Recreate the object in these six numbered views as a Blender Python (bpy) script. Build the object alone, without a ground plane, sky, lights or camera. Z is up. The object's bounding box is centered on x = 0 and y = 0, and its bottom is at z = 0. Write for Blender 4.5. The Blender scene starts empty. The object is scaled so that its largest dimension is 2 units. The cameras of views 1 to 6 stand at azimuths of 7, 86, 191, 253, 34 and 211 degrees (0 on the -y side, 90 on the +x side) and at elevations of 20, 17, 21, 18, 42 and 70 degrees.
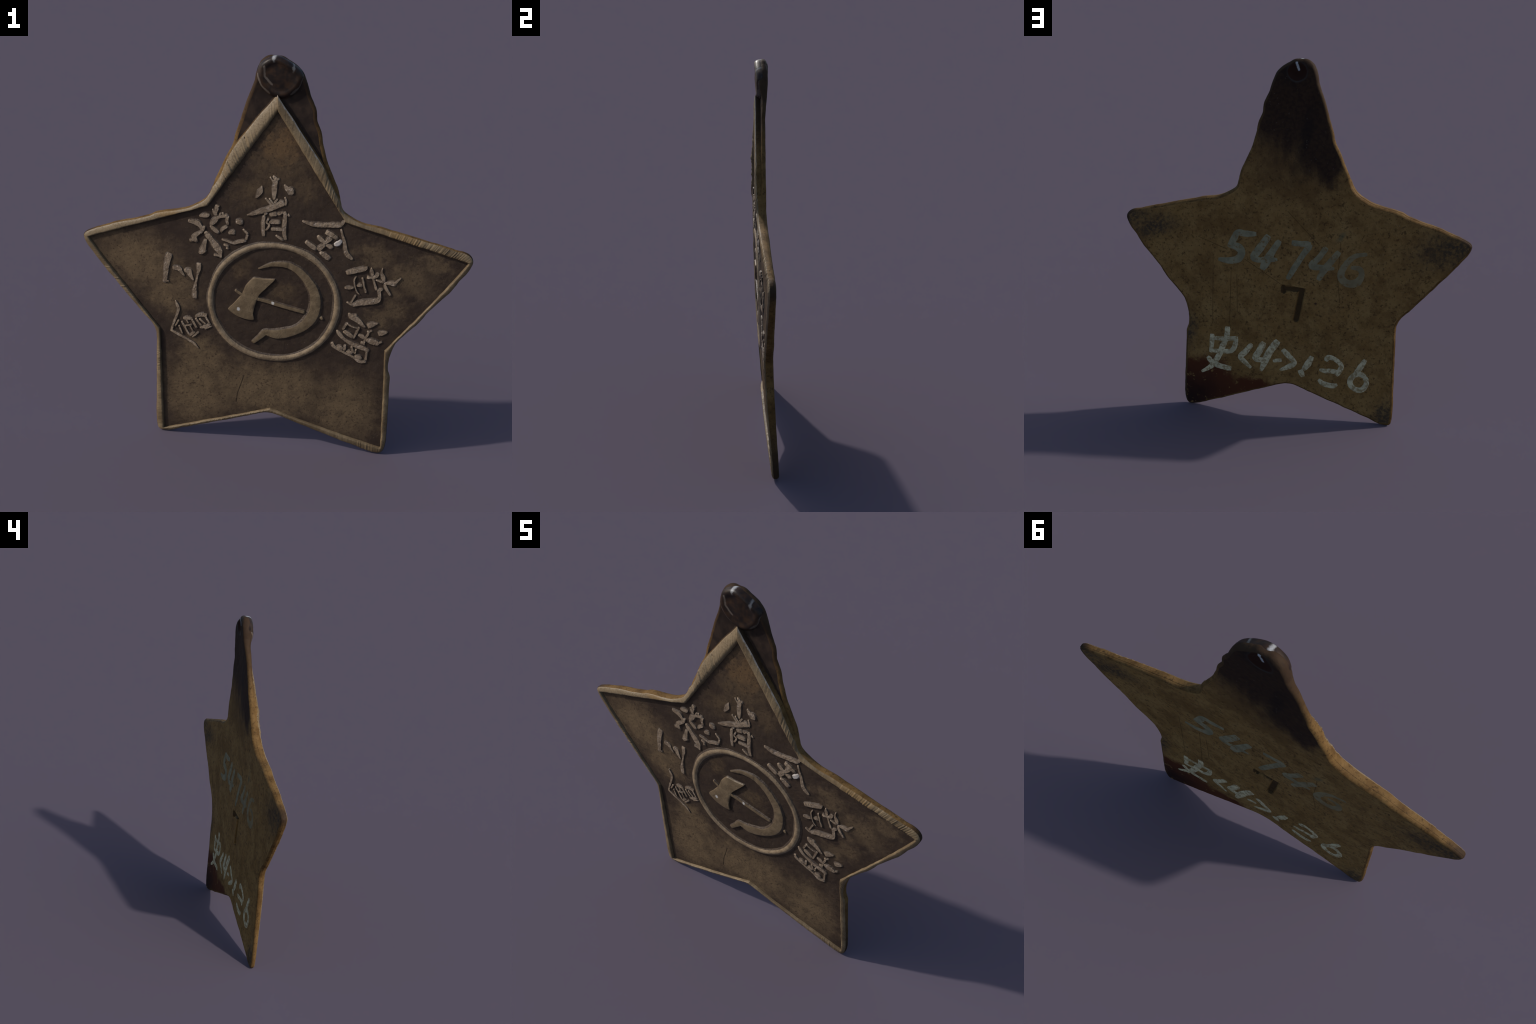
"""Cast bronze five-pointed star badge: plate, raised rim, ring, sickle and axe,
seven raised characters, folded hanging loop, painted and stamped numbers behind.
Frame: x across the star, z up, front face looks along -y."""
import bpy, math, random
import numpy as np

random.seed(7)

# ------------------------------------------------------------------ profiles
# Outline of the cast plate, edge by edge, starting at the top of the tab and
# running down the -x side, round the legs and back up the +x side: (x, z).
EDGES = {
    "tab_minus_x": [(-0.03, 1.994), (-0.065, 1.990), (-0.095, 1.964), (-0.110, 1.915), (-0.119, 1.874), (-0.140, 1.817),
                    (-0.154, 1.771), (-0.170, 1.71), (-0.193, 1.635), (-0.208, 1.576), (-0.236, 1.517), (-0.262, 1.458),
                    (-0.285, 1.399), (-0.307, 1.339), (-0.336, 1.300)],
    "arm_minus_x_upper": [(-0.399, 1.262), (-0.469, 1.240), (-0.554, 1.223), (-0.598, 1.200), (-0.658, 1.180), (-0.769, 1.149),
                          (-0.847, 1.121), (-0.900, 1.101), (-0.926, 1.084)],
    "arm_minus_x_lower": [(-0.932, 1.066), (-0.915, 1.024), (-0.874, 0.972), (-0.822, 0.907), (-0.777, 0.853), (-0.692, 0.751),
                          (-0.638, 0.690), (-0.600, 0.648), (-0.575, 0.606)],
    "leg_minus_x_outer": [(-0.567, 0.560), (-0.569, 0.414), (-0.571, 0.298), (-0.573, 0.181), (-0.574, 0.083), (-0.570, 0.022)],
    "leg_minus_x_inner": [(-0.555, 0.002), (-0.512, 0.006), (-0.466, 0.022), (-0.419, 0.041), (-0.306, 0.081), (-0.193, 0.120),
                          (-0.099, 0.155), (-0.033, 0.180)],
    "leg_plus_x_inner": [(0.023, 0.187), (0.070, 0.177), (0.145, 0.151), (0.221, 0.124), (0.297, 0.096), (0.384, 0.064),
                         (0.452, 0.043), (0.510, 0.021), (0.559, 0.007)],
    "leg_plus_x_outer": [(0.598, 0.011), (0.615, 0.057), (0.615, 0.139), (0.612, 0.251), (0.607, 0.352), (0.604, 0.452),
                         (0.592, 0.493), (0.591, 0.553)],
    "arm_plus_x_lower": [(0.602, 0.608), (0.622, 0.660), (0.662, 0.711), (0.718, 0.776), (0.764, 0.846), (0.810, 0.900),
                         (0.847, 0.945), (0.881, 1.003), (0.907, 1.038), (0.928, 1.075)],
    "arm_plus_x_upper": [(0.934, 1.102), (0.920, 1.125), (0.889, 1.142), (0.842, 1.151), (0.777, 1.168), (0.684, 1.191),
                         (0.591, 1.212), (0.536, 1.226), (0.482, 1.237), (0.409, 1.250)],
    "tab_plus_x": [(0.337, 1.287), (0.309, 1.314), (0.299, 1.354), (0.287, 1.400), (0.262, 1.454), (0.237, 1.509), (0.205, 1.597),
                   (0.195, 1.653), (0.171, 1.71), (0.162, 1.762), (0.133, 1.83), (0.115, 1.881), (0.097, 1.926),
                   (0.073, 1.950), (0.033, 1.975), (0.003, 1.992)],
}
# outer corners of the raised rim (apex, then the same way round as the outline)
RIM_APEX = (-0.013, 1.831)
RIM_OUTER = [(-0.334, 1.300), (-0.934, 1.072), (-0.572, 0.598), (-0.562, 0.004), (0.021, 0.187),
             (0.604, 0.012), (0.594, 0.580), (0.934, 1.105), (0.335, 1.290)]
# the two upper lengths of the rim leave the outline and run up to the apex on the tab
RIM_TOP_MINUS_X = [RIM_APEX, (-0.050, 1.782), (-0.088, 1.737), (-0.146, 1.657), (-0.200, 1.580), (-0.238, 1.504), (-0.268, 1.424), (-0.334, 1.300)]
RIM_TOP_PLUS_X = [(0.335, 1.290), (0.250, 1.445), (0.219, 1.508), (0.173, 1.576), (0.102, 1.673), (0.065, 1.727), (0.023, 1.780), RIM_APEX]
RING_CENTRE, RING_RADIUS, RING_WIDTH = (0.014, 0.808), 0.306, 0.033

# Strokes below: (x, z, width) along each chisel stroke, in metres.
STROKES_CHANGE = [
    [(0.359, 1.003, 0.023), (0.434, 1.028, 0.023), (0.453, 1.041, 0.003)],
    [(0.404, 0.987, 0.003), (0.396, 0.967, 0.006), (0.402, 0.933, 0.005), (0.414, 0.906, 0.005), (0.427, 0.895, 0.003)],
    [(0.433, 0.982, 0.008), (0.44, 0.958, 0.007), (0.445, 0.937, 0.006), (0.453, 0.916, 0.008), (0.454, 0.904, 0.006)],
    [(0.41, 0.939, 0.006), (0.425, 0.943, 0.017), (0.434, 0.937, 0.009)],
    [(0.354, 0.924, 0.009), (0.376, 0.926, 0.017), (0.396, 0.929, 0.009)],
    [(0.471, 1.037, 0.003), (0.475, 1.016, 0.017), (0.482, 0.988, 0.009), (0.493, 0.956, 0.009), (0.505, 0.922, 0.011)],
    [(0.533, 0.934, 0.008), (0.517, 0.923, 0.017), (0.52, 0.902, 0.014), (0.521, 0.883, 0.017), (0.505, 0.867, 0.026), (0.442, 0.853, 0.029), (0.395, 0.837, 0.018)],
    [(0.408, 0.89, 0.006), (0.388, 0.845, 0.006)],
    [(0.369, 0.85, 0.006), (0.398, 0.835, 0.012)],
    [(0.458, 0.987, 0.018), (0.477, 0.986, 0.009), (0.495, 0.995, 0.018), (0.505, 1.011, 0.014)],
    [(0.524, 1.04, 0.003), (0.521, 1.017, 0.009), (0.529, 0.995, 0.02), (0.537, 0.969, 0.009)],
    [(0.538, 0.964, 0.006), (0.547, 0.94, 0.014), (0.572, 0.902, 0.009)],
    [(0.497, 0.977, 0.005), (0.522, 0.97, 0.012), (0.534, 0.966, 0.006)],
    [(0.539, 0.964, 0.009), (0.569, 0.965, 0.021), (0.59, 0.962, 0.026)],
    [(0.587, 0.965, 0.014), (0.615, 0.997, 0.003)],
]

STROKES_ALLIANCE = [
    [(0.382, 0.791, 0.007), (0.396, 0.776, 0.028), (0.427, 0.759, 0.028), (0.453, 0.734, 0.015), (0.468, 0.724, 0.006)],
    [(0.421, 0.787, 0.009), (0.396, 0.776, 0.017)],
    [(0.482, 0.733, 0.032), (0.503, 0.743, 0.022), (0.527, 0.751, 0.004)],
    [(0.537, 0.694, 0.028), (0.556, 0.702, 0.022), (0.576, 0.709, 0.004)],
    [(0.359, 0.7, 0.007), (0.377, 0.737, 0.009)],
    [(0.377, 0.737, 0.009), (0.4, 0.723, 0.007), (0.432, 0.714, 0.007)],
    [(0.437, 0.72, 0.009), (0.414, 0.658, 0.008)],
    [(0.367, 0.693, 0.015), (0.386, 0.682, 0.022), (0.412, 0.664, 0.017)],
    [(0.33, 0.695, 0.006), (0.344, 0.678, 0.019), (0.372, 0.649, 0.017), (0.407, 0.63, 0.021), (0.445, 0.616, 0.025), (0.491, 0.598, 0.019)],
    [(0.438, 0.681, 0.011), (0.456, 0.672, 0.021), (0.469, 0.661, 0.009)],
    [(0.475, 0.657, 0.009), (0.494, 0.653, 0.028), (0.524, 0.643, 0.03), (0.527, 0.629, 0.011)],
    [(0.532, 0.642, 0.011), (0.553, 0.652, 0.008)],
    [(0.48, 0.704, 0.009), (0.484, 0.692, 0.009), (0.471, 0.661, 0.009), (0.465, 0.627, 0.009)],
    [(0.483, 0.698, 0.006), (0.501, 0.708, 0.006)],
    [(0.458, 0.643, 0.015), (0.457, 0.63, 0.011)],
    [(0.312, 0.626, 0.011), (0.32, 0.608, 0.017), (0.35, 0.588, 0.011), (0.385, 0.572, 0.011), (0.419, 0.556, 0.011), (0.455, 0.534, 0.015), (0.483, 0.537, 0.011)],
    [(0.338, 0.601, 0.021), (0.353, 0.601, 0.025), (0.363, 0.591, 0.015)],
    [(0.388, 0.579, 0.015), (0.399, 0.58, 0.025), (0.407, 0.568, 0.013)],
    [(0.429, 0.553, 0.017), (0.446, 0.555, 0.028), (0.458, 0.547, 0.015)],
    [(0.484, 0.591, 0.008), (0.482, 0.545, 0.01)],
    [(0.376, 0.618, 0.011), (0.374, 0.588, 0.013)],
    [(0.431, 0.6, 0.006), (0.426, 0.574, 0.008)],
    [(0.408, 0.613, 0.008), (0.418, 0.578, 0.011)],
]

STROKES_ASSEMBLY = [
    [(-0.472, 0.773, 0.003), (-0.463, 0.751, 0.014), (-0.457, 0.726, 0.014), (-0.466, 0.688, 0.011), (-0.479, 0.653, 0.009), (-0.492, 0.61, 0.009)],
    [(-0.495, 0.606, 0.011), (-0.467, 0.592, 0.014), (-0.431, 0.574, 0.012), (-0.402, 0.56, 0.011), (-0.378, 0.545, 0.012), (-0.351, 0.518, 0.004)],
    [(-0.431, 0.679, 0.011), (-0.409, 0.683, 0.019), (-0.386, 0.682, 0.01)],
    [(-0.44, 0.66, 0.009), (-0.423, 0.632, 0.009), (-0.407, 0.601, 0.009), (-0.395, 0.588, 0.012)],
    [(-0.388, 0.678, 0.009), (-0.363, 0.634, 0.011)],
    [(-0.424, 0.678, 0.005), (-0.413, 0.667, 0.007), (-0.406, 0.654, 0.007)],
    [(-0.398, 0.641, 0.007), (-0.382, 0.614, 0.007)],
    [(-0.423, 0.638, 0.007), (-0.388, 0.649, 0.007)],
    [(-0.398, 0.588, 0.012), (-0.375, 0.609, 0.011)],
    [(-0.386, 0.58, 0.007), (-0.354, 0.611, 0.009)],
    [(-0.454, 0.637, 0.007), (-0.436, 0.593, 0.007)],
    [(-0.37, 0.695, 0.009), (-0.345, 0.708, 0.019), (-0.322, 0.711, 0.021), (-0.315, 0.717, 0.007)],
    [(-0.368, 0.686, 0.009), (-0.34, 0.648, 0.009)],
    [(-0.349, 0.686, 0.01), (-0.318, 0.661, 0.007)],
    [(-0.319, 0.701, 0.01), (-0.299, 0.667, 0.007)],
    [(-0.345, 0.638, 0.009), (-0.322, 0.646, 0.016), (-0.295, 0.663, 0.01)],
    [(-0.323, 0.632, 0.005), (-0.288, 0.652, 0.007)],
    [(-0.456, 0.666, 0.009), (-0.474, 0.63, 0.007)],
]

STROKES_GENERAL = [
    [(-0.408, 1.197, 0.015), (-0.382, 1.194, 0.022), (-0.363, 1.188, 0.027), (-0.35, 1.174, 0.016), (-0.342, 1.153, 0.013)],
    [(-0.342, 1.151, 0.011), (-0.372, 1.129, 0.018), (-0.379, 1.113, 0.024), (-0.368, 1.096, 0.015)],
    [(-0.401, 1.099, 0.013), (-0.379, 1.105, 0.013)],
    [(-0.335, 1.175, 0.016), (-0.339, 1.153, 0.011)],
    [(-0.327, 1.149, 0.013), (-0.312, 1.131, 0.027), (-0.297, 1.113, 0.024), (-0.274, 1.083, 0.035), (-0.257, 1.058, 0.031), (-0.251, 1.04, 0.015), (-0.249, 1.023, 0.009)],
    [(-0.281, 1.036, 0.011), (-0.254, 1.034, 0.009)],
    [(-0.325, 1.11, 0.013), (-0.332, 1.078, 0.02), (-0.339, 1.052, 0.028), (-0.354, 1.038, 0.011)],
    [(-0.339, 1.054, 0.018), (-0.322, 1.051, 0.011)],
    [(-0.356, 1.227, 0.007), (-0.336, 1.233, 0.022), (-0.318, 1.234, 0.018), (-0.309, 1.239, 0.007)],
    [(-0.293, 1.267, 0.005), (-0.285, 1.243, 0.007), (-0.273, 1.231, 0.007)],
    [(-0.276, 1.287, 0.011), (-0.274, 1.271, 0.018), (-0.278, 1.251, 0.013), (-0.273, 1.234, 0.007)],
    [(-0.275, 1.284, 0.011), (-0.26, 1.283, 0.005)],
    [(-0.302, 1.186, 0.011), (-0.284, 1.209, 0.025), (-0.268, 1.227, 0.016), (-0.248, 1.235, 0.014), (-0.22, 1.239, 0.016)],
    [(-0.254, 1.251, 0.007), (-0.261, 1.238, 0.007)],
    [(-0.245, 1.252, 0.009), (-0.244, 1.239, 0.009)],
    [(-0.22, 1.237, 0.014), (-0.224, 1.218, 0.014), (-0.217, 1.195, 0.011)],
    [(-0.302, 1.182, 0.009), (-0.283, 1.166, 0.022), (-0.262, 1.151, 0.013)],
    [(-0.223, 1.187, 0.014), (-0.243, 1.172, 0.015), (-0.251, 1.156, 0.011)],
    [(-0.176, 1.215, 0.025), (-0.152, 1.215, 0.027)],
    [(-0.213, 1.152, 0.011), (-0.2, 1.159, 0.022), (-0.187, 1.16, 0.025)],
    [(-0.145, 1.179, 0.007), (-0.13, 1.165, 0.011), (-0.121, 1.158, 0.009)],
    [(-0.123, 1.152, 0.009), (-0.129, 1.126, 0.009)],
    [(-0.131, 1.122, 0.013), (-0.167, 1.113, 0.015), (-0.189, 1.105, 0.011), (-0.219, 1.114, 0.011), (-0.245, 1.119, 0.007)],
    [(-0.235, 1.093, 0.009), (-0.213, 1.087, 0.011)],
    [(-0.222, 1.077, 0.011), (-0.212, 1.074, 0.011)],
]

STROKES_PROVINCE = [
    [(-0.064, 1.399, 0.004), (-0.07, 1.375, 0.023), (-0.08, 1.355, 0.017), (-0.09, 1.339, 0.004)],
    [(-0.013, 1.45, 0.008), (-0.002, 1.436, 0.019), (-0.004, 1.4, 0.023), (-0.005, 1.367, 0.021), (-0.004, 1.335, 0.006)],
    [(-0.027, 1.445, 0.006), (-0.01, 1.421, 0.008)],
    [(-0.002, 1.436, 0.012), (0.017, 1.438, 0.008)],
    [(0.041, 1.412, 0.006), (0.056, 1.394, 0.025), (0.069, 1.386, 0.035), (0.07, 1.369, 0.025)],
    [(-0.129, 1.251, 0.003), (-0.099, 1.261, 0.015), (-0.054, 1.279, 0.023), (-0.012, 1.297, 0.025), (0.041, 1.326, 0.029)],
    [(-0.044, 1.341, 0.008), (-0.022, 1.318, 0.01), (-0.004, 1.296, 0.008)],
    [(-0.026, 1.341, 0.008), (-0, 1.309, 0.008)],
    [(0.011, 1.341, 0.008), (-0.001, 1.322, 0.01)],
    [(0.046, 1.352, 0.008), (0.053, 1.333, 0.008), (0.05, 1.313, 0.008)],
    [(-0.048, 1.253, 0.013), (-0.05, 1.206, 0.017), (-0.046, 1.153, 0.013)],
    [(-0.047, 1.262, 0.01), (-0.034, 1.269, 0.008)],
    [(-0.019, 1.262, 0.017), (0.01, 1.269, 0.019)],
    [(0.018, 1.269, 0.017), (0.043, 1.28, 0.012)],
    [(0.047, 1.28, 0.015), (0.052, 1.263, 0.017), (0.05, 1.214, 0.019), (0.052, 1.17, 0.017), (0.06, 1.144, 0.013)],
    [(-0.02, 1.224, 0.01), (-0.005, 1.228, 0.019), (0.028, 1.23, 0.019)],
    [(-0.01, 1.192, 0.015), (0.018, 1.193, 0.015), (0.045, 1.192, 0.013)],
    [(-0.025, 1.244, 0.008), (-0.035, 1.223, 0.008), (-0.021, 1.213, 0.008), (-0.029, 1.192, 0.008), (-0.039, 1.185, 0.008)],
    [(0.013, 1.162, 0.008), (0.047, 1.143, 0.015)],
    [(0.064, 1.271, 0.01), (0.073, 1.261, 0.008)],
]

STROKES_WHOLE = [
    [(0.134, 1.244, 0.007), (0.16, 1.237, 0.016), (0.195, 1.231, 0.022), (0.242, 1.232, 0.021), (0.287, 1.236, 0.024), (0.316, 1.239, 0.022)],
    [(0.315, 1.239, 0.013), (0.324, 1.253, 0.013), (0.337, 1.267, 0.004)],
    [(0.316, 1.217, 0.009), (0.324, 1.191, 0.009), (0.336, 1.152, 0.015), (0.344, 1.113, 0.018), (0.356, 1.091, 0.021), (0.375, 1.075, 0.014), (0.38, 1.069, 0.005)],
    [(0.251, 1.197, 0.027), (0.275, 1.187, 0.022), (0.301, 1.171, 0.019)],
    [(0.21, 1.176, 0.009), (0.22, 1.165, 0.021), (0.239, 1.149, 0.018), (0.249, 1.135, 0.01)],
    [(0.269, 1.169, 0.025), (0.255, 1.153, 0.018), (0.245, 1.138, 0.01)],
    [(0.157, 1.143, 0.018), (0.179, 1.127, 0.023), (0.205, 1.11, 0.02)],
    [(0.217, 1.108, 0.023), (0.231, 1.124, 0.021), (0.246, 1.133, 0.011)],
    [(0.252, 1.134, 0.011), (0.268, 1.129, 0.021), (0.278, 1.121, 0.02)],
    [(0.227, 1.095, 0.015), (0.249, 1.082, 0.026), (0.269, 1.067, 0.027)],
]

STROKES_WORK = [
    [(-0.502, 1.016, 0.032), (-0.511, 0.987, 0.029), (-0.518, 0.946, 0.026), (-0.522, 0.902, 0.022), (-0.527, 0.866, 0.019)],
    [(-0.52, 0.874, 0.01), (-0.504, 0.875, 0.007)],
    [(-0.483, 0.947, 0.019), (-0.457, 0.948, 0.026), (-0.443, 0.931, 0.015), (-0.427, 0.911, 0.007)],
    [(-0.427, 0.94, 0.014), (-0.406, 0.939, 0.029), (-0.399, 0.921, 0.021), (-0.381, 0.891, 0.007)],
    [(-0.356, 0.981, 0.024), (-0.356, 0.955, 0.019), (-0.361, 0.925, 0.009), (-0.367, 0.891, 0.009), (-0.374, 0.856, 0.017), (-0.376, 0.824, 0.022), (-0.375, 0.797, 0.019)],
]

SICKLE_SPINE = [
    [(-0.065, 0.986, 0.006), (-0.039, 0.997, 0.014), (-0.002, 1.013, 0.026), (0.042, 1.018, 0.032), (0.085, 1.014, 0.037), (0.13, 0.99, 0.043), (0.17, 0.95, 0.049), (0.202, 0.902, 0.055), (0.218, 0.849, 0.06), (0.217, 0.794, 0.063), (0.199, 0.744, 0.065), (0.166, 0.701, 0.059), (0.126, 0.673, 0.054), (0.082, 0.655, 0.06), (0.037, 0.644, 0.057), (0.001, 0.647, 0.045), (-0.02, 0.648, 0.039), (-0.043, 0.622, 0.03), (-0.078, 0.587, 0.021)],
]

AXE_HANDLE = [
    [(-0.068, 0.828, 0.021), (-0.02, 0.818, 0.021), (0.019, 0.809, 0.021), (0.096, 0.792, 0.021), (0.168, 0.777, 0.021)],
    [(-0.172, 0.862, 0.015), (-0.149, 0.847, 0.018), (-0.128, 0.834, 0.015)],
    [(0.248, 0.758, 0.018), (0.258, 0.746, 0.015)],
]

PALE_FLECK = [
    [(0.292, 1.139, 0.016), (0.306, 1.145, 0.022), (0.32, 1.16, 0.016)],
]

PAINTED_NUMBER = [
    [(0.208, 1.054, 0.023), (0.265, 1.052, 0.032), (0.307, 1.056, 0.028), (0.326, 1.023, 0.032), (0.355, 0.972, 0.023)],
    [(0.35, 0.982, 0.028), (0.303, 0.971, 0.042), (0.286, 0.939, 0.037), (0.308, 0.903, 0.037), (0.355, 0.891, 0.033), (0.413, 0.894, 0.019)],
    [(0.138, 1.047, 0.032), (0.18, 0.981, 0.037), (0.217, 0.925, 0.037), (0.203, 0.909, 0.028), (0.156, 0.91, 0.028), (0.09, 0.918, 0.018)],
    [(0.077, 1.023, 0.027), (0.109, 0.972, 0.032), (0.142, 0.911, 0.041), (0.169, 0.86, 0.032)],
    [(0.003, 1.019, 0.032), (-0.039, 1.018, 0.027), (-0.085, 1.012, 0.032), (-0.05, 0.951, 0.027), (-0.009, 0.88, 0.028), (0.027, 0.813, 0.023)],
    [(-0.178, 1.005, 0.027), (-0.142, 0.949, 0.027), (-0.102, 0.898, 0.032), (-0.162, 0.893, 0.027), (-0.222, 0.893, 0.018)],
    [(-0.247, 0.987, 0.027), (-0.203, 0.926, 0.032), (-0.167, 0.874, 0.032), (-0.141, 0.823, 0.023)],
    [(-0.396, 0.99, 0.018), (-0.338, 0.975, 0.023), (-0.294, 0.933, 0.027), (-0.264, 0.873, 0.032), (-0.27, 0.835, 0.037), (-0.308, 0.814, 0.037), (-0.353, 0.828, 0.037), (-0.374, 0.873, 0.027), (-0.359, 0.905, 0.027), (-0.318, 0.907, 0.018)],
]

PAINTED_INSCRIPTION = [
    [(0.365, 0.496, 0.032), (0.37, 0.438, 0.032), (0.392, 0.383, 0.033), (0.409, 0.335, 0.033), (0.432, 0.291, 0.033), (0.465, 0.247, 0.028), (0.516, 0.212, 0.014)],
    [(0.454, 0.444, 0.027), (0.457, 0.388, 0.027), (0.462, 0.338, 0.022)],
    [(0.448, 0.424, 0.024), (0.381, 0.425, 0.027), (0.309, 0.435, 0.027)],
    [(0.315, 0.426, 0.027), (0.326, 0.378, 0.027), (0.348, 0.35, 0.027)],
    [(0.46, 0.347, 0.022), (0.404, 0.347, 0.027), (0.342, 0.353, 0.027)],
    [(0.479, 0.304, 0.027), (0.449, 0.272, 0.033), (0.404, 0.256, 0.033), (0.348, 0.247, 0.033)],
    [(0.227, 0.406, 0.027), (0.259, 0.362, 0.032), (0.289, 0.324, 0.033), (0.259, 0.292, 0.027), (0.231, 0.266, 0.019)],
    [(0.158, 0.421, 0.038), (0.182, 0.37, 0.038), (0.204, 0.327, 0.038), (0.171, 0.319, 0.032), (0.138, 0.322, 0.027)],
    [(0.079, 0.438, 0.043), (0.117, 0.382, 0.043), (0.143, 0.327, 0.043), (0.159, 0.285, 0.033), (0.17, 0.254, 0.019)],
    [(0.099, 0.32, 0.022), (0.056, 0.331, 0.022)],
    [(0.046, 0.39, 0.032), (0.012, 0.358, 0.032), (-0.021, 0.322, 0.027), (0.006, 0.298, 0.032), (0.06, 0.269, 0.014)],
    [(-0.117, 0.366, 0.027), (-0.097, 0.324, 0.038), (-0.073, 0.287, 0.027)],
    [(-0.055, 0.276, 0.038), (-0.069, 0.246, 0.027)],
    [(-0.198, 0.353, 0.024), (-0.208, 0.372, 0.032), (-0.235, 0.371, 0.027), (-0.265, 0.354, 0.026), (-0.284, 0.33, 0.027), (-0.276, 0.3, 0.029), (-0.259, 0.274, 0.029)],
    [(-0.165, 0.294, 0.019), (-0.195, 0.29, 0.026), (-0.227, 0.293, 0.028), (-0.265, 0.289, 0.029)],
    [(-0.162, 0.233, 0.024), (-0.181, 0.215, 0.031), (-0.214, 0.207, 0.033), (-0.244, 0.206, 0.03), (-0.262, 0.216, 0.019)],
    [(-0.413, 0.376, 0.027), (-0.386, 0.327, 0.032), (-0.366, 0.296, 0.027)],
    [(-0.42, 0.274, 0.029), (-0.427, 0.24, 0.029), (-0.407, 0.203, 0.032), (-0.376, 0.196, 0.032), (-0.343, 0.216, 0.032), (-0.336, 0.247, 0.032), (-0.356, 0.281, 0.032), (-0.393, 0.291, 0.032), (-0.417, 0.276, 0.029)],
]

SCRATCHES = [
    [(0.446, 0.921, 0.004), (0.451, 0.514, 0.004)],
    [(0.344, 0.855, 0.004), (0.354, 0.523, 0.004)],
    [(0.312, 0.813, 0.004), (0.31, 0.593, 0.004)],
    [(0.527, 1.017, 0.004), (0.369, 0.956, 0.005)],
    [(0.269, 0.906, 0.004), (0.069, 0.78, 0.005)],
    [(-0.012, 0.977, 0.004), (-0.06, 0.909, 0.004)],
    [(0.033, 1.193, 0.004), (-0.141, 1.016, 0.004)],
    [(-0.256, 1.045, 0.004), (-0.245, 0.828, 0.004)],
    [(-0.245, 0.828, 0.004), (-0.261, 0.702, 0.004)],
]

FIELD_CRACK = [
    [(-0.118, 0.386, 0.005), (-0.13, 0.341, 0.01), (-0.148, 0.281, 0.01), (-0.154, 0.229, 0.007)],
    [(-0.264, 0.492, 0.013), (-0.263, 0.491, 0.011)],
]

BACK_SPOTS = [
    [(-0.129, 0.682, 0.023), (-0.13, 0.682, 0.023)],
    [(-0.229, 1.111, 0.013), (-0.257, 1.078, 0.036), (-0.29, 1.043, 0.014)],
]

PAINTED_GLINT = [
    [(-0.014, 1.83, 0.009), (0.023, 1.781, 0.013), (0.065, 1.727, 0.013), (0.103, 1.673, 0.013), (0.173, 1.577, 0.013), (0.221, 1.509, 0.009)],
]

AXE_OUTLINE = [(-0.084, 0.937), (-0.039, 0.935), (0.018, 0.937), (-0.012, 0.907), (-0.04, 0.872), (-0.06, 0.838), (-0.07, 0.805), (-0.078, 0.771), (-0.082, 0.741), (-0.076, 0.713), (-0.1, 0.708), (-0.13, 0.713), (-0.167, 0.725), (-0.207, 0.756), (-0.175, 0.797), (-0.146, 0.836), (-0.136, 0.856), (-0.124, 0.89), (-0.104, 0.917)]

STAMPED_SEVEN = [(0.064, 0.776), (-0.073, 0.763), (-0.037, 0.571), (-0.004, 0.568), (-0.033, 0.745), (0.026, 0.737), (0.056, 0.722)]

RIM_INNER = [(-0.006, 1.749), (-0.319, 1.281), (-0.91, 1.066), (-0.552, 0.612), (-0.536, 0.018), (0.021, 0.213), (0.594, 0.040), (0.568, 0.606), (0.916, 1.094), (0.336, 1.252)]

LACQUER_EDGE = [(0.589, 0.334), (0.482, 0.324), (0.398, 0.318), (0.336, 0.248), (0.269, 0.22), (0.097, 0.198)]


# ------------------------------------------------------------------ surfaces
STAR = RIM_TOP_MINUS_X + RIM_OUTER[1:-1] + RIM_TOP_PLUS_X[:-1]      # the raised star, rim included


def smooth(a, b, v):
    """0 at a, 1 at b (either order), eased"""
    t = np.clip((np.asarray(v, float) - a) / (b - a), 0, 1)
    return t * t * (3 - 2 * t)


def lattice(ix, iz, seed):
    h = np.sin(ix * 127.1 + iz * 311.7 + seed * 74.7) * 43758.5453
    return h - np.floor(h)


def noise2(x, z, scale, seed):
    """smooth value noise in -1..1"""
    x = np.asarray(x, float) * scale
    z = np.asarray(z, float) * scale
    ix, iz = np.floor(x), np.floor(z)
    fx, fz = x - ix, z - iz
    fx, fz = fx * fx * (3 - 2 * fx), fz * fz * (3 - 2 * fz)
    a, b = lattice(ix, iz, seed), lattice(ix + 1, iz, seed)
    c, d = lattice(ix, iz + 1, seed), lattice(ix + 1, iz + 1, seed)
    return 2 * ((a * (1 - fx) + b * fx) * (1 - fz) + (c * (1 - fx) + d * fx) * fz) - 1


def front_base(x, z):
    """the slightly bowed, leaning front field (y)"""
    w = z - 1
    y = -0.0345 - 0.009 * x - 0.031 * w + 0.030 * x * x + 0.009 * x * w + 0.031 * w * w
    y = y + 0.0045 * smooth(-0.3, -0.85, x)                                     # the -x arm is bent back
    y = y - 0.003 * smooth(0.7, 0.92, x) + 0.005 * smooth(0.15, 0.6, x) * smooth(0.45, 0.1, z)
    return y + 0.003 * smooth(1.35, 1.75, z)


def front_y(x, z):
    # the tab lies lower than the star beside the raised tip
    out = np.where(poly_inside(x, z, STAR), -1, 1) * poly_distance(x, z, STAR)
    step = 0.013 * smooth(-0.014, -0.001, out) * smooth(1.30, 1.45, z) * smooth(1.90, 1.82, z)
    return front_base(x, z) + step + 0.0013 * noise2(x, z, 9, 1) + 0.0007 * noise2(x, z, 28, 2) + 0.0004 * noise2(x, z, 80, 3)


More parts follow.
